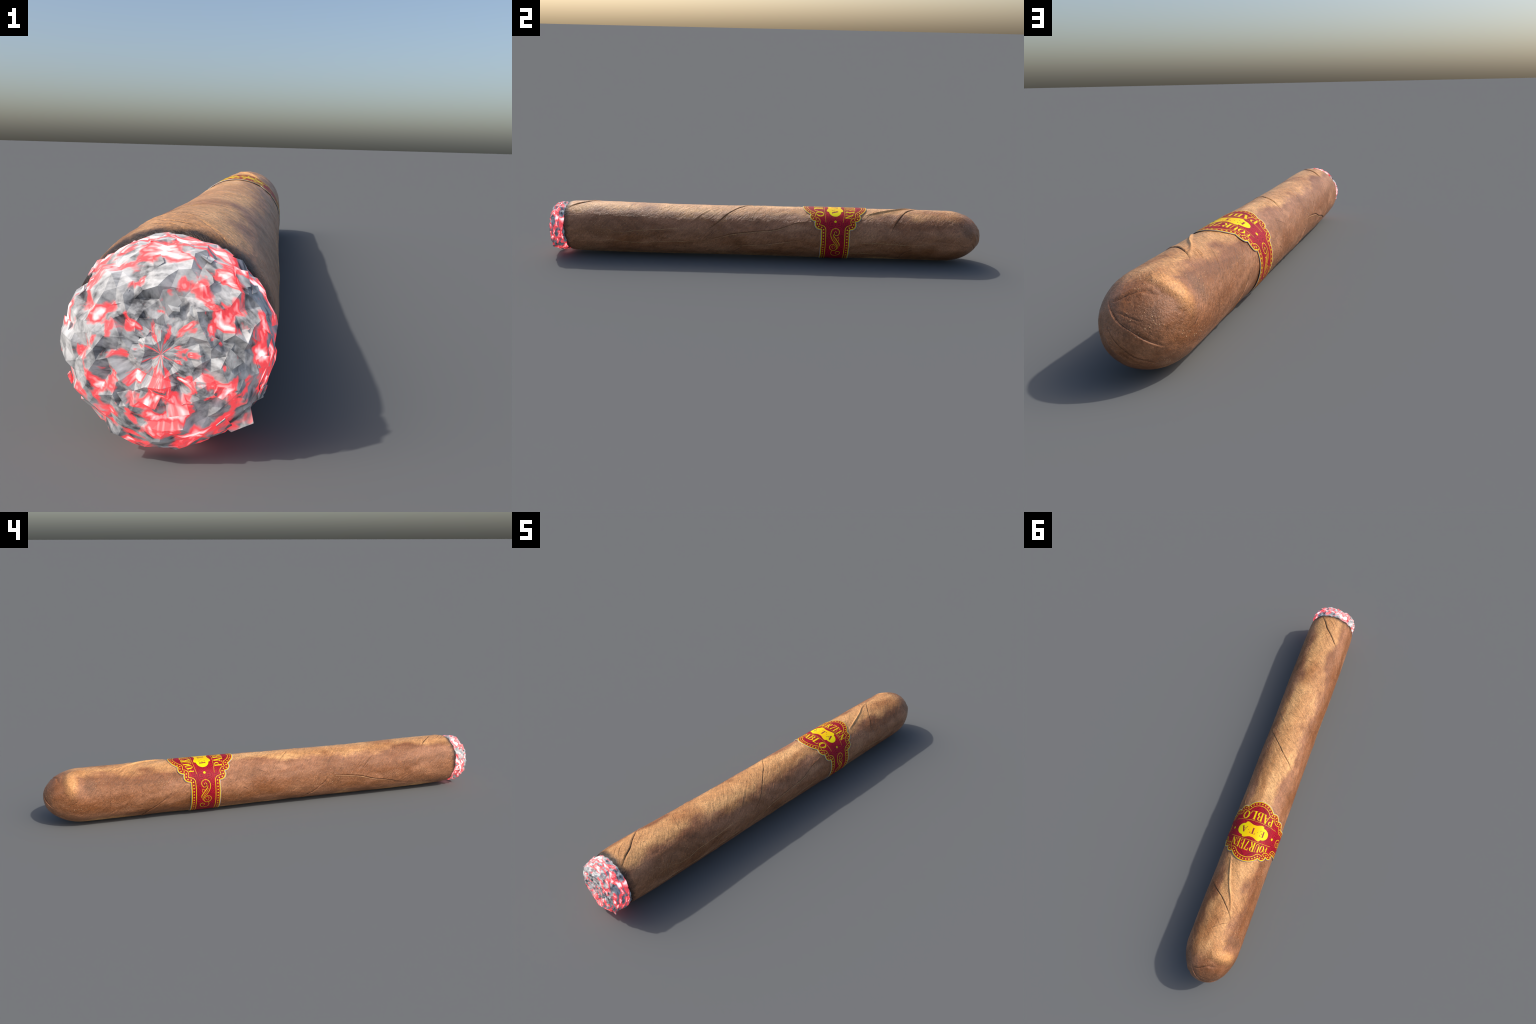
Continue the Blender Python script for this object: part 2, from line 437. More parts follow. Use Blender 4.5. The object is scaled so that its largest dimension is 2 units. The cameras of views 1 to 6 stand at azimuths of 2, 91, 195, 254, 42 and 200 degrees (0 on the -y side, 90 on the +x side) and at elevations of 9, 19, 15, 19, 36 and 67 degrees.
# short random wrinkles, slanted like the winding
for _ in range(90):
    y0 = rng.uniform(-0.86, 0.82)
    t0 = rng.uniform(-175, 175)
    ln = rng.uniform(14, 75)
    k = rng.normal(-0.0019, 0.0007)
    c = rng.normal(0, 0.006)
    LINES.append((str(rng.choice(["fold_", "fold_", "crack_"])), [(y0, t0), (y0 + k * ln / 2 + c, t0 + ln / 2), (y0 + k * ln, t0 + ln)],
                  rng.uniform(.0014, .0034), rng.uniform(.0003, .0010)))


def line_relief(A, B, q, kind, w, h):
    """Height added at points (A, B) by a surface line with samples q in the same plane."""
    L = len(q)
    fade = np.minimum(1, np.minimum(np.arange(L), np.arange(L)[::-1]) / max(3, 0.22 * L))
    best = np.full(len(A), 9.0)
    side = np.zeros(len(A))
    fd = np.zeros(len(A))
    tan = np.gradient(q, axis=0)
    nrm = np.stack([tan[:, 1], -tan[:, 0]], 1)
    nrm /= np.linalg.norm(nrm, axis=1)[:, None] + 1e-9
    nrm *= np.where(nrm[:, :1] > 0, -1, 1)          # points toward the foot
    for k in range(L):
        da, db = A - q[k, 0], B - q[k, 1]
        dd = da * da + db * db
        m = dd < best
        best = np.where(m, dd, best)
        side = np.where(m, da * nrm[k, 0] + db * nrm[k, 1], side)
        fd = np.where(m, fade[k], fd)
    dist = np.sqrt(best)
    if kind == "seam":
        g = (h * 0.62 * np.exp(-(dist / 0.016) ** 2) * smooth(-w * .5, w * .5, side)
             - 0.55 * h * np.exp(-((side + 0.8 * w) / w) ** 2) * (dist < 4 * w))
    elif kind.startswith("crack"):
        g = -h * np.exp(-(dist / w) ** 2) + 0.35 * h * np.exp(-((dist - 2.5 * w) / (1.6 * w)) ** 2)
    else:
        g = h * np.exp(-(dist / w) ** 2)
    return g * fd


def relief(Y, TH, P):
    """Height of the leaf above the turned profile, on the grid (Y metres, TH radians, P base points)."""
    rr = 0.115
    sh = Y.shape
    p = P.reshape(-1, 3)
    f = 0.0006 * lattice_noise(p * [9, 4, 9] + [3, 1, 7], 1).reshape(sh)
    f += 0.0006 * lattice_noise(p * [26, 10, 26] + [1, 9, 2], 2).reshape(sh)
    f += 0.00040 * lattice_noise(p * [75, 34, 75], 3).reshape(sh)
    f += 0.00020 * lattice_noise(p * [190, 110, 190], 4).reshape(sh)
    # fine diagonal crumpling along the winding
    S = rr * TH
    ac, al = Y * 0.75 + S * 0.66, S * 0.75 - Y * 0.66
    cal = smooth(0, 0.25, np.pi - np.abs(TH)) * (1 - smooth(0.86, 0.93, Y))
    w1 = lattice_noise(np.stack([ac * 62, al * 15, 0 * S], -1).reshape(-1, 3), 9).reshape(sh)
    w2 = lattice_noise(np.stack([ac * 130, al * 26, 0 * S + 5], -1).reshape(-1, 3), 10).reshape(sh)
    patch = smooth(-0.2, 0.5, lattice_noise(p * 7.0 + 20, 11).reshape(sh))
    f += cal * (0.0001 + 0.0004 * patch) * (1 - np.abs(w1)) + cal * (0.0001 + 0.00015 * patch) * w2
    # the leaf swells where it is lapped over the head: a shoulder on the -x side
    d = np.degrees(TH)
    win = np.exp(-((d + 46) / 25) ** 2)
    f += win * (0.0010 * smooth(0.845, 0.872, Y) * (1 - smooth(0.885, 0.955, Y)) - 0.0022 * np.exp(-((Y - 0.828) / 0.020) ** 2))
    f -= 0.0018 * np.exp(-((P[..., 0] + 0.020) / 0.03) ** 2 - ((P[..., 2] - AXIS_Z - 0.062) / 0.016) ** 2) * (Y > 0.9)
    for kind, pts, w, h in LINES:
        q = resample([(k[0], rr * math.radians(k[1])) for k in pts], 0.003)
        j = np.where((Y[:, 0] > q[:, 0].min() - 0.04) & (Y[:, 0] < q[:, 0].max() + 0.04))[0]
        for turn in (-2 * math.pi, 0, 2 * math.pi):
            i = np.where((S[0] + turn * rr > q[:, 1].min() - 0.04) & (S[0] + turn * rr < q[:, 1].max() + 0.04))[0]
            if len(i) and len(j):
                blk = np.ix_(j, i)
                f[blk] += line_relief(Y[blk].ravel(), (S[blk] + turn * rr).ravel(), q, kind, w, h).reshape(len(j), len(i))
    top = Y[:, 0] > 0.87
    X_, Z_ = P[top][..., 0].ravel(), P[top][..., 2].ravel() - AXIS_Z
    for kind, pts, w, h in CAP_LINES:
        f[top] += line_relief(Z_, X_, resample([(b, a) for a, b in pts], 0.003), kind, w, h).reshape(f[top].shape)
    return f


def body_centre(y):
    """Slight lift of the foot of the hand-rolled body."""
    return 0 * y, spline([-0.92, -0.85, -0.75, -0.6, 0.0, 1.0], [0.0038, 0.0036, 0.0022, 0.0004, 0, 0], y)


ys_body = np.concatenate([[FOOT - 0.005], np.linspace(FOOT, -0.86, 26)[:-1], np.linspace(-0.86, HEAD_Y, 800)])
tip = 0.5 * np.pi * np.linspace(0, 1, 130)[1:]
ys_all = np.r_[ys_body, HEAD_Y + (1.0 - HEAD_Y) * np.sin(tip)]
r_all = np.r_[spline(R_Y, R_R, ys_body), HEAD_R * np.cos(tip)]
NT = 420
th = np.linspace(-np.pi, np.pi, NT, endpoint=False)
Yg, Tg = np.meshgrid(ys_all, th, indexing="ij")
cx, cz = body_centre(ys_all)


def grid_normals(G):
    n_ = np.cross(np.roll(G, -1, 1) - np.roll(G, 1, 1), np.gradient(G, axis=0))
    n_ = n_ * np.sign((n_[300] * (G[300] - G[300].mean(0))).sum())
    n_[-1] = (0, 1, 0)
    return n_ / (np.linalg.norm(n_, axis=-1, keepdims=True) + 1e-12)


V0 = np.stack([cx[:, None] + r_all[:, None] * np.sin(Tg), Yg, AXIS_Z + cz[:, None] + r_all[:, None] * np.cos(Tg)], -1)
H = relief(Yg, Tg, V0)
H *= 1 - 0.8 * smooth(0.985, 1.0, Yg)
# under the band and on the ground the leaf is pressed
V = V0 + grid_normals(V0) * H[..., None]
V[..., 1] = np.minimum(V[..., 1], 1.0)
V[..., 2] = np.maximum(V[..., 2], 0.0008)
burnt = lattice_noise(np.stack([np.cos(th) * 3, np.sin(th) * 3, 0 * th], -1), 21) + 0.7 * lattice_noise(np.stack([np.cos(th) * 8, np.sin(th) * 8, 0 * th], -1), 22)
V[..., 1] += 0.0045 * burnt[None, :] * (1 - smooth(-0.909, -0.875, Yg))      # ragged burnt edge
V[-1] = V[-1].mean(0)
N = grid_normals(V)


def grid_part(name, r0, r1):
    """Rows r0..r1 of the body grid as one object, keeping the whole body's normals."""
    vv, nn = V[r0:r1 + 1].reshape(-1, 3), N[r0:r1 + 1].reshape(-1, 3)
    k = np.arange(NT)
    rows = np.arange(r1 - r0)[:, None] * NT
    f = np.stack([rows + k, rows + (k + 1) % NT, rows + NT + (k + 1) % NT, rows + NT + k], -1).reshape(-1, 4)
    ob = make_object(name, vv, f.tolist(), LEAF, cigar)
    ob.data.normals_split_custom_set_from_vertices([tuple(x) for x in nn.tolist()])
    return ob


cap_row = int(np.searchsorted(ys_all, 0.855))
wrapper = grid_part("wrapper_leaf", 0, cap_row)
cap = grid_part("cap", cap_row, len(ys_all) - 1)


def surface_point(y, theta):
    """Point and outward normal of the leaf at (y, theta radians), by bilinear lookup."""
    i = np.interp(y, ys_all, np.arange(len(ys_all)))
    j = ((theta + np.pi) / (2 * np.pi) * NT) % NT
    i0, j0 = np.floor(i).astype(int), np.floor(j).astype(int)
    i1 = np.minimum(i0 + 1, len(ys_all) - 1)
    a, b = (i - i0)[:, None], (j - j0)[:, None]

    def pick(A):
        j0m, j1m = j0 % NT, (j0 + 1) % NT
        return (A[i0, j0m] * (1 - a) * (1 - b) + A[i1, j0m] * a * (1 - b) + A[i0, j1m] * (1 - a) * b + A[i1, j1m] * a * b)
    return pick(V), pick(N)


def leaf_line(name, q, width, mat, lift, to_surface, shift=0.0, parent=None):
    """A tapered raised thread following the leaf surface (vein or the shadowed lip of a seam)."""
    L = len(q)
    t = np.linspace(0, 1, L)
    w = width * np.minimum(1, np.minimum(t, 1 - t) / 0.3 + 0.04) * (1 + 0.5 * lattice_noise(np.stack([q[:, 0] * 60, q[:, 1] * 60, t * 0], 1), 5))
    tan = np.gradient(q, axis=0)
    nr = np.stack([-tan[:, 1], tan[:, 0]], 1)
    nr /= np.linalg.norm(nr, axis=1)[:, None] + 1e-9
    nr *= np.where(nr[:, :1] < 0, -1, 1)
    q = q + nr * shift + nr * (0.0007 * lattice_noise(np.stack([q[:, 0] * 90, q[:, 1] * 90, t * 0 + 3], 1), 6))[:, None]
    vs, fs = [], []
    for e, l in ((-1, -0.0006), (-0.45, lift), (0.45, lift), (1, -0.0006)):
        P, M = to_surface(q + nr * (w * e)[:, None])
        vs.append(P + M * l)
    vs = np.stack(vs, 1).reshape(-1, 3)
    for k in range(L - 1):
        for c in range(3):
            fs.append((4 * k + c, 4 * k + c + 1, 4 * k + 4 + c + 1, 4 * k + 4 + c))
    return make_object(name, vs, fs, mat, parent)


def unrolled(c):
    return surface_point(c[:, 0], c[:, 1] / 0.115)


def head_on(c):
    z, x = c[:, 0], c[:, 1]
    y = HEAD_Y + (1 - HEAD_Y) * np.sqrt(np.clip(1 - (x * x + z * z) / HEAD_R ** 2, 0, 1))
    return surface_point(y, np.arctan2(x, z))


for LIST, flip, mapper, holder in ((LINES, False, unrolled, wrapper), (CAP_LINES, True, head_on, cap)):
    for kind, pts, w, h in LIST:
        q = [(b, a) for a, b in pts] if flip else [(k[0], 0.115 * math.radians(k[1])) for k in pts]
        q = resample(q, 0.0025)
        if kind == "seam":
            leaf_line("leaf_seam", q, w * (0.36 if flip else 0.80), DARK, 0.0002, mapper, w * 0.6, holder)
        elif kind == "crack":
            leaf_line("leaf_crack", q, w * (0.34 if flip else 0.62), DARK, 0.0002, mapper, 0, holder)
        elif kind == "vein":
            leaf_line("leaf_vein", q, w * 0.7, PALE, 0.0003, mapper, 0, holder)

# ------------------------------------------------------------------ paper band
def arc(cs, ch, r, a0, a1, n):
    a = np.radians(np.linspace(a0, a1, n))
    return np.stack([cs + r * np.sin(a), ch + r * np.cos(a)], 1)


R = BAND_R
half = math.pi * R
lobe_r = 0.080
lobe = arc(0, 0.147 - lobe_r, lobe_r, 0, 53.6, 60)
sc1 = arc(0.0775, 0.1165 - 0.0258, 0.0258, -29.7, 86, 50)
sc2 = arc(0.1150, 0.0950 - 0.0268, 0.0268, -28.5, 94, 50)
strip = np.stack([np.linspace(sc2[-1, 0] + 0.0005, half, 160), np.full(160, 0.066)], 1)
quarter = np.concatenate([lobe, sc1, sc2, strip])
quarter[:, 0] = np.maximum.accumulate(quarter[:, 0] + np.arange(len(quarter)) * 1e-7)


def inset(d):
    """Inward offset of the quarter outline by d, loops removed."""
    c = quarter
    t = np.gradient(c, axis=0)
    nrm = np.stack([t[:, 1], -t[:, 0]], 1)
    nrm /= np.linalg.norm(nrm, axis=1)[:, None]
    segs = []
    for blk in (lobe, sc1, sc2, strip):
        tb = np.gradient(blk, axis=0)
        nb = np.stack([tb[:, 1], -tb[:, 0]], 1)
        nb /= np.linalg.norm(nb, axis=1)[:, None]
        if segs:                              # sweep the normal round the notch
            n0, n1 = segs[-1][1][-1], nb[0]
            for u in np.linspace(0, 1, 26)[1:-1]:
                m = n0 * (1 - u) + n1 * u
                segs.append((blk[:1], (m / np.linalg.norm(m))[None]))
        segs.append((blk, nb))
    p = np.concatenate([a + b * d for a, b in segs])
    keep = np.array([np.hypot(c[:, 0] - q[0], c[:, 1] - q[1]).min() > d - 4e-4 for q in p])
    p = p[keep & (p[:, 0] >= -1e-6)]
    d_ = np.r_[0, np.cumsum(np.hypot(*np.diff(p, axis=0).T))]
    u = np.arange(0, d_[-1], 0.0008)
    p = np.stack([np.interp(u, d_, p[:, 0]), np.interp(u, d_, p[:, 1])], 1)
    k = np.ones(7) / 7
    ext = np.concatenate([p[1:4][::-1] * [-1, 1], p, np.repeat(p[-1:], 3, 0)])
    p = np.stack([np.convolve(ext[:, 0], k, "valid"), np.convolve(ext[:, 1], k, "valid")], 1)
    p[0, 0], p[-1, 0] = 0, half
    return p


def mirrored(q):
    """Quarter outline -> full edge from -half to +half."""
    return np.concatenate([q[::-1][:-1] * [-1, 1], q])


def sheet(name, q, r_in, r_out, mat, parent, rows=10):
    """Curved solid sheet between y = BAND_Y -/+ h(s)."""
    q = q.copy()
    q[:, 0] = np.maximum.accumulate(q[:, 0])
    e = mirrored(q)[:-1]
    n = len(e)
    u = np.linspace(-1, 1, rows)
    vs = np.concatenate([on_band(e[:, 0], BAND_Y + e[:, 1] * k, r) for r in (r_out, r_in) for k in u])
    fs = []
    for lay in (0, 1):
        for r in range(rows - 1):
            for k in range(n):
                a, b = (lay * rows + r) * n + k, (lay * rows + r) * n + (k + 1) % n
                fs.append((a, b, b + n, a + n) if lay == 0 else (a, a + n, b + n, b))
    for r in (0, rows - 1):
        for k in range(n):
            a, b = r * n + k, r * n + (k + 1) % n
            c, d = a + rows * n, b + rows * n
            fs.append((a, c, d, b) if r == 0 else (a, b, d, c))
    ob = make_object(name, vs, fs, mat, parent)
    return ob


def ribbon_mesh(path, width, r, thick=0.00025):
    """Raised ink ribbon along (s, y) points."""
    p = np.asarray(path, float)
    w = np.broadcast_to(width, len(p))
    t = np.gradient(p, axis=0)
    nr = np.stack([-t[:, 1], t[:, 0]], 1)
    nr /= np.linalg.norm(nr, axis=1)[:, None] + 1e-12
    a, b = p + nr * (w / 2)[:, None], p - nr * (w / 2)[:, None]
    vs = np.stack([on_band(a[:, 0], a[:, 1], r - thick), on_band(a[:, 0], a[:, 1], r),
                   on_band(b[:, 0], b[:, 1], r), on_band(b[:, 0], b[:, 1], r - thick)], 1).reshape(-1, 3)
    fs = []
    for k in range(len(p) - 1):
        for c in range(3):
            fs.append((4 * k + c, 4 * k + c + 1, 4 * k + 5 + c, 4 * k + 4 + c))
    e = 4 * (len(p) - 1)
    fs += [(3, 2, 1, 0), (e, e + 1, e + 2, e + 3)]
    return vs, fs


def merge(parts):
    vs, fs, o = [], [], 0
    for v, f in parts:
        vs.append(v)
        fs += [tuple(i + o for i in q) for q in f]
        o += len(v)
    return np.concatenate(vs), fs


band = sheet("paper_band", quarter, R - 0.0016, R, WHITE, cigar)
print_q = inset(0.0016)
sheet("red_print", print_q, R - 0.0003, R + 0.00003, RED, band, rows=14)

# printed frame: bold outer line, beads, thin inner line, on both edges
for sgn in (1, -1):
    o = mirrored(inset(0.0044))
    make_object("frame_line", *ribbon_mesh(np.stack([o[:, 0], BAND_Y + sgn * o[:, 1]], 1), 0.0034, R + 0.00010), GOLD, band)
    o = mirrored(inset(0.0228))
    make_object("frame_line", *ribbon_mesh(np.stack([o[:, 0], BAND_Y + sgn * o[:, 1]], 1), 0.0023, R + 0.00010), GOLD, band)


def disc(s, y, rad, r, n=14):
    a = np.linspace(0, 2 * np.pi, n, endpoint=False)
    rim = np.stack([s + rad * np.cos(a), y + rad * np.sin(a)], 1)
    vs = np.concatenate([on_band(rim[:, 0], rim[:, 1], r), on_band(rim[:, 0], rim[:, 1], r - 0.0003), on_band([s], [y], r)])
    fs = [((k + 1) % n, 2 * n, k) for k in range(n)] + [(k, (k + 1) % n, n + (k + 1) % n, n + k) for k in range(n)]
    return vs, fs


beads = []
for sgn in (1, -1):
    o = mirrored(inset(0.0130))
    d = np.r_[0, np.cumsum(np.hypot(*np.diff(o, axis=0).T))]
    cnt = int(d[-1] / 0.0141)
    for u in (np.arange(cnt) + 0.5) / cnt * d[-1]:
        beads.append(disc(np.interp(u, d, o[:, 0]), BAND_Y + sgn * np.interp(u, d, o[:, 1]), 0.0030, R + 0.00010))
ob = make_object("bead_border", *merge(beads), GOLD, band)
ob["kind"] = "stuff"
for sgn in (1, -1):
    make_object("gold_dot", *disc(sgn * R * math.radians(49), BAND_Y, 0.0056, R + 0.00010, 24), GOLD, band)

# cartouche: waisted plaque with stepped shoulders and round ends
cs = np.radians(np.r_[np.linspace(0, 17, 40), np.linspace(17.3, 21.2, 16), np.linspace(21.25, 35.8, 60)]) * R
dg = np.degrees(cs / R)
waist = 0.0285 + 0.0090 * smooth(2, 17, dg)
corner = 0.0375 - 0.0065 * np.clip((dg - 17) / 4.2, 0, 1) ** 2.5
end = 0.0275 * np.sqrt(np.clip(1 - (np.clip(dg - 21.2, 0, None) / 14.6) ** 2, 0, 1))
ch = np.where(dg <= 17, waist, np.where(dg < 21.22, corner, np.maximum(end, 0.0003)))
sheet_q = np.stack([cs, ch], 1)
e = mirrored(sheet_q)
n = len(e)
vs = np.concatenate([on_band(e[:, 0], BAND_Y + e[:, 1] * k, r) for r, k in ((R - 0.0002, -1), (R + 0.00010, -1), (R + 0.00010, 1), (R - 0.0002, 1))])
fs = [(c * n + k, c * n + k + 1, (c + 1) * n + k + 1, (c + 1) * n + k) for c in range(3) for k in range(n - 1)]
make_object("cartouche", vs, fs, GRADED, band)

# ---- lettering: high-contrast serif capitals drawn as strokes in a unit cell
K, T_, S_ = 0.25, 0.055, 0.05       # stem, hairline, serif weights


def bowl(cx_, cy_, rx, ry, a0, a1, thin, thick, n=26):
    a = np.radians(np.linspace(a0, a1, n))
    pts = np.stack([cx_ + rx * np.cos(a), cy_ + ry * np.sin(a)], 1)
    return pts, thin + (thick - thin) * np.abs(np.cos(a)) ** 1.4


def bar(x0, y0, x1, y1, w):
    return np.linspace((x0, y0), (x1, y1), 8), w


GLYPHS = {
    "P": [bar(.24, 0, .24, 1, K), bar(.03, .025, .47, .025, S_), bar(.03, .975, .6, .975, S_), bowl(.5, .725, .34, .25, 90, -90, T_, .24), bar(.24, .475, .5, .475, T_)],
    "A": [bar(.08, 0, .47, 1, T_ * 1.3), bar(.45, 1, .83, 0, K), bar(-.04, .025, .24, .025, S_), bar(.62, .025, 1.04, .025, S_), bar(.2, .33, .7, .33, T_)],
    "B": [bar(.22, 0, .22, 1, K), bar(.02, .025, .55, .025, S_), bar(.02, .975, .5, .975, S_), bowl(.48, .755, .29, .22, 90, -90, T_, .2), bowl(.5, .275, .36, .25, 90, -90, T_, .24), bar(.22, .53, .5, .53, T_)],
    "L": [bar(.26, 0, .26, 1, K), bar(.05, .975, .5, .975, S_), bar(.05, .025, .92, .025, S_), bar(.90, .0, .93, .32, T_ * 1.5)],
    "O": [bowl(.5, .5, .38, .475, 0, 360, T_, .25, 48)],
    "F": [bar(.27, 0, .27, 1, K), bar(.05, .025, .52, .025, S_), bar(.05, .975, .92, .975, S_), bar(.90, 1, .93, .70, T_ * 1.5), bar(.27, .5, .66, .5, T_), bar(.66, .36, .66, .64, T_ * 1.3)],
    "U": [bar(.24, .3, .24, 1, K), bowl(.53, .3, .29, .275, 180, 360, T_, .14), bar(.82, .3, .82, 1, T_ * 1.2), bar(.03, .975, .46, .975, S_), bar(.66, .975, .98, .975, S_)],
    "R": [bar(.22, 0, .22, 1, K), bar(.02, .025, .44, .025, S_), bar(.02, .975, .5, .975, S_), bowl(.46, .74, .3, .235, 90, -90, T_, .22), bar(.22, .5, .5, .5, T_), bar(.5, .5, .86, 0, .22), bar(.74, .025, 1.0, .025, S_)],
    "7": [bar(.1, .93, .92, .93, .13), bar(.12, 1, .09, .70, T_ * 1.5), bar(.88, .93, .40, 0, .2)],
    "E": [bar(.25, 0, .25, 1, K), bar(.03, .025, .86, .025, S_), bar(.03, .975, .84, .975, S_), bar(.25, .5, .62, .5, T_), bar(.62, .36, .62, .64, T_ * 1.3), bar(.84, .0, .88, .28, T_ * 1.5), bar(.82, 1, .86, .74, T_ * 1.5)],
    "N": [bar(.18, 0, .18, 1, T_ * 1.3), bar(.14, 1, .84, 0, K), bar(.84, 0, .84, 1, T_ * 1.3), bar(0, .025, .36, .025, S_), bar(.66, .975, 1.0, .975, S_), bar(0, .975, .22, .975, S_)],
    "T": [bar(.5, 0, .5, 1, K), bar(.28, .025, .72, .025, S_), bar(.08, .975, .92, .975, S_), bar(.08, 1, .06, .70, T_ * 1.5), bar(.92, 1, .94, .70, T_ * 1.5)],
}


def letter(ch_, th0, th1, low, high, mat, r):
    """Place one capital between angles th0..th1 (degrees) and the curves low/high (theta -> y)."""
    parts = []
    for k, (pts, w) in enumerate(GLYPHS[ch_]):
        p = np.asarray(pts)
        thd = th0 + (th1 - th0) * p[:, 0]
        lo, hi = low(thd), high(thd)
        path = np.stack([np.radians(thd) * R, lo + (hi - lo) * p[:, 1]], 1)
        cell = math.radians(th1 - th0) * R
        parts.append(ribbon_mesh(path, np.asarray(w) * cell, r + 0.000006 * k))
    make_object("letter", *merge(parts), mat, band)


def word(text, spans, low, high, mat, r):
    for c, (a, b) in zip(text, spans):
        letter(c, a, b, low, high, mat, r)


word("PABLO", [(-37, -25), (-25.5, -11.5), (-10.5, 2.5), (3.5, 19), (20, 36.5)],
     lambda t: 0.2265 + 0.0130 * (t / 36) ** 2, lambda t: 0.2680 + 0.0035 * (t / 36) ** 2, GOLD, R + 0.00010)
word("FOUR7EEN", [(-46, -38), (-37.5, -27.5), (-27, -16.5), (-16, -4.5), (-3.5, 6.5), (8, 18), (19, 28.5), (29.5, 41.5)],
     lambda t: 0.3705 - 0.0045 * (t / 44) ** 2, lambda t: 0.4165 - 0.0285 * (t / 44) ** 2, GOLD, R + 0.00010)
word("ETA", [(-27, -15), (-6.5, 6.5), (14, 27)], lambda t: 0.3075 + 0 * t, lambda t: 0.3355 + 0 * t, MAROON, R + 0.00018)
make_object("lettering_dot", *merge([disc(R * math.radians(a), 0.3215, 0.0017, R + 0.00018) for a in (-10.5, 10.5)]), MAROON, band)

for y0, y1 in ((0.2735, 0.2785), (0.3665, 0.3555)):
    t = np.linspace(-51, 51, 80)
    make_object("hairline", *ribbon_mesh(np.stack([np.radians(t) * R, y0 + (y1 - y0) * (t / 51) ** 2], 1), 0.0011, R + 0.00010), GOLD, band)

# ---- scrolls on the side straps: (theta, mm from the middle of the strap), width in mm
SCROLL = [
    ([(74.9, 6.6), (72.3, 5.5), (71.2, .8), (73.3, -3.8), (76.4, -4.5), (79.1, -.6), (80.1, 6.1), (78.4, 13.4), (74.4, 17.7), (69.9, 17.5), (66.4, 12.6), (64.7, 4.2), (64.9, -4.2), (67.1, -12.5), (71.2, -17.9), (76.6, -20.3), (82, -19), (87.5, -14.7), (93, -7.6), (97.8, .5), (101.8, 6.7), (105.9, 10.1), (109.9, 9.8), (114.1, 5.8), (116.7, -1.3), (116.2, -10.8), (113.3, -18.8), (108.7, -22.9), (103.7, -21.1), (101, -15), (100.4, -7.5), (101.9, -.8), (104.4, 2.8), (108.3, 2), (110.6, -2.3)], 2.2),
    ([(77.4, -9.1), (81.9, -5.9), (86.3, 1), (90.9, 8.1), (95.6, 15.2), (99.5, 19.5), (104.2, 20.2)], 3.0),
    ([(82.8, -10.5), (88.3, -5.3), (93.8, 2.8), (99.7, 10.1), (103.7, 14.5), (109.2, 14.4), (113.4, 7.6)], 1.3),
    ([(88.1, 6.8), (84.8, 10.2), (84.3, 15.8), (87, 17), (90.8, 15.5), (92.7, 13.9)], 1.2),
    ([(117.5, -10.6), (122.4, -14.5), (128.6, -13.5), (133.9, -5.9), (134.9, 5.8), (132.3, 16.7), (126.9, 24.2), (122.3, 24.3), (119.6, 19), (119.5, 11.5), (122, 6.2), (125.7, 6.3), (128, 11.1)], 2.0),
    ([(112.4, -3.9), (109.6, -10), (105.2, -12.1), (102.5, -7.3), (97.4, -4.2)], 1.2),
]
for sgn in (1, -1):
    parts = []
    for k, (pts, w) in enumerate(SCROLL):
        q = resample([(math.radians(a) * R, d / 1000) for a, d in pts], 0.0009)
        t = np.linspace(0, 1, len(q))
        ww = w / 1000 * (0.45 + 0.55 * np.minimum(1, np.minimum(t, 1 - t) / 0.2))
        parts.append(ribbon_mesh(np.stack([sgn * q[:, 0], BAND_Y + q[:, 1]], 1), ww, R + 0.00010 + 0.000006 * k))
    make_object("scroll_ornament", *merge(parts), GOLD, band)

# printed pieces lie on the cylinder: shade them with its normals
for ob in [band] + list(band.children):
    co = np.array([v.co for v in ob.data.vertices])
    d = co - [0, 0, AXIS_Z]
    d[:, 1] = 0
    if ob.name == "paper_band":
        continue
    d /= np.linalg.norm(d, axis=1)[:, None]
    ob.data.normals_split_custom_set_from_vertices([tuple(v) for v in d.tolist()])

# ------------------------------------------------------------------ glowing ash tip
from mathutils.geometry import delaunay_2d_cdt
from mathutils import Vector

# profile of the tip from the middle of its face back to the leaf: distance out, (y, radius)
PROF = np.array([(-0.986, 0.000), (-0.987, 0.030), (-0.986, 0.055), (-0.984, 0.074), (-0.979, 0.090), (-0.972, 0.1015),
                 (-0.962, 0.1060), (-0.947, 0.1080), (-0.927, 0.1085), (-0.908, 0.1070), (-0.895, 0.1000)])
PL = np.r_[0, np.cumsum(np.hypot(*np.diff(PROF, axis=0).T))]


def tip_point(out, phi, lift):
    """Point on the ash tip: 'out' metres from the middle along the profile, angle phi, raised by lift."""
    y, r = np.interp(out, PL, PROF[:, 0]), np.interp(out, PL, PROF[:, 1])
    ty = np.interp(out + 0.006, PL, PROF[:, 0]) - np.interp(out - 0.006, PL, PROF[:, 0])
    tr = np.interp(out + 0.006, PL, PROF[:, 1]) - np.interp(out - 0.006, PL, PROF[:, 1])
    m = math.hypot(ty, tr) + 1e-9
    y, r = y - lift * tr / m, r + lift * ty / m
    return (0.003 + r * math.sin(phi), y, EMBER_Z + r * math.cos(phi))


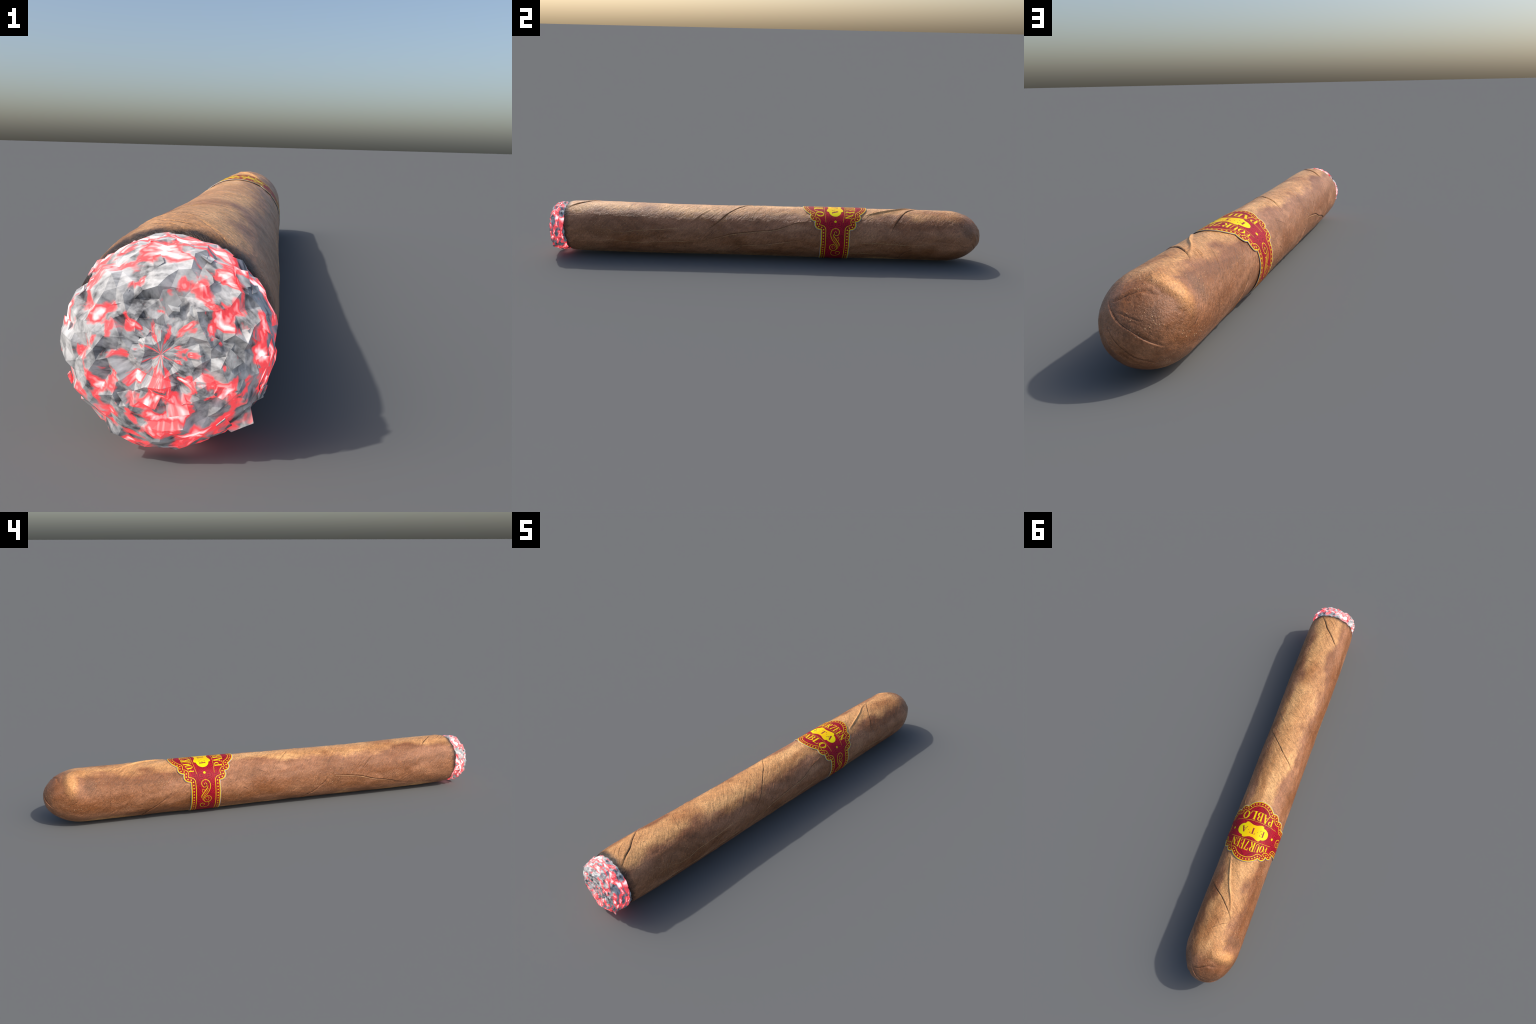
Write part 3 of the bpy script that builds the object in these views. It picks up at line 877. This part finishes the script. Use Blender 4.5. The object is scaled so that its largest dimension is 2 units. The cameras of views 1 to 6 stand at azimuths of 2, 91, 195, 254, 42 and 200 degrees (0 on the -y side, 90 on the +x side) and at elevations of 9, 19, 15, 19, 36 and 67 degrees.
flat, solid = [(0.0, 0.0)], [tip_point(0, 0, 0)]
out = 0.011
while out < PL[-1]:
    cnt = max(7, int(2 * math.pi * np.interp(out, PL, PROF[:, 1]) / 0.0135))
    edge = out > PL[-1] - 0.022
    off = rng.uniform(0, 6.28)
    for k in range(cnt):
        phi = off + 2 * math.pi * (k + rng.uniform(-0.36, 0.36)) / cnt
        o = min(out + rng.uniform(-0.0042, 0.0042), PL[-1])
        lift = 0.0 if edge else rng.normal(0, 0.0031) + (0.006 if rng.random() < 0.10 else 0)
        lift += 0 if edge else 0.0035 * lattice_noise(np.array([[o * 40, math.cos(phi) * 3, math.sin(phi) * 3]]), 8)[0]
        lift = min(max(lift, -0.0045), 0.0050)
        flat.append((o * math.cos(phi), o * math.sin(phi)))
        solid.append(tip_point(o, phi, lift if out > 0.02 else lift * 0.6))
    out += 0.0118
tri = delaunay_2d_cdt([Vector(f) for f in flat], [], [], 0, 1e-7)
solid = np.array(solid)
solid[:, 1] = np.maximum(solid[:, 1], -1.0)
solid[solid[:, 1].argmin(), 1] = -1.0
solid[:, 2] = np.maximum(solid[:, 2], 0.003)
faces = [tuple(f) for f in tri[2]]
ember = make_object("ember", solid, faces, EMBER, cigar, smooth_shade=False)

# loose flakes of ash standing off the crust
def flake(out, phi, size, tilt, lift):
    k = rng.integers(4, 6)
    a0 = rng.uniform(0, 6.28)
    ring = []
    for layer in (0.0, -0.0012):
        for i in range(k):
            a = a0 + 2 * math.pi * i / k
            rr_ = size * (0.75 + 0.4 * math.sin(7.1 * i + out * 900 + phi * 3))
            u, v_ = rr_ * math.cos(a), rr_ * math.sin(a)
            rad = max(0.02, np.interp(out, PL, PROF[:, 1]))
            ring.append(tip_point(out + u, phi + v_ / rad, lift + layer + tilt * u))
    f = [tuple(range(k)), tuple(range(2 * k - 1, k - 1, -1))] + [(i, i + k, (i + 1) % k + k, (i + 1) % k) for i in range(k)]
    ring = np.array(ring)
    ring[:, 1] = np.maximum(ring[:, 1], -1.0)
    ring[:, 2] = np.maximum(ring[:, 2], 0.003)
    return make_object("ash_flake", ring, f, EMBER, ember, smooth_shade=False)


chip = [(.058, .040), (.072, .062), (.088, .068), (.093, .046), (.082, .040), (.070, .033)]     # big chip low on the +x side
cv = np.array([(x, y - 0.25 * (x - 0.07), z) for y in (-0.968, -0.9655) for x, z in chip])
make_object("ash_flake", cv, [tuple(range(6)), tuple(range(11, 5, -1))] + [(i, i + 6, (i + 1) % 6 + 6, (i + 1) % 6) for i in range(6)],
            EMBER, ember, smooth_shade=False)
flake(0.060, math.radians(4), 0.020, 0.35, 0.006)
flake(0.125, math.radians(185), 0.016, 0.2, 0.003)
for _ in range(30):
    flake(rng.uniform(0.03, 0.125), rng.uniform(0, 2 * math.pi), rng.uniform(0.008, 0.016), rng.normal(0, 0.22), rng.uniform(0.0005, 0.003))
for _ in range(24):                                       # small shards round the rim
    flake(rng.uniform(0.098, 0.145), rng.uniform(0, 2 * math.pi), rng.uniform(0.006, 0.010), rng.choice([-1, 1]) * rng.uniform(0.2, 0.45), rng.uniform(0.001, 0.0035))
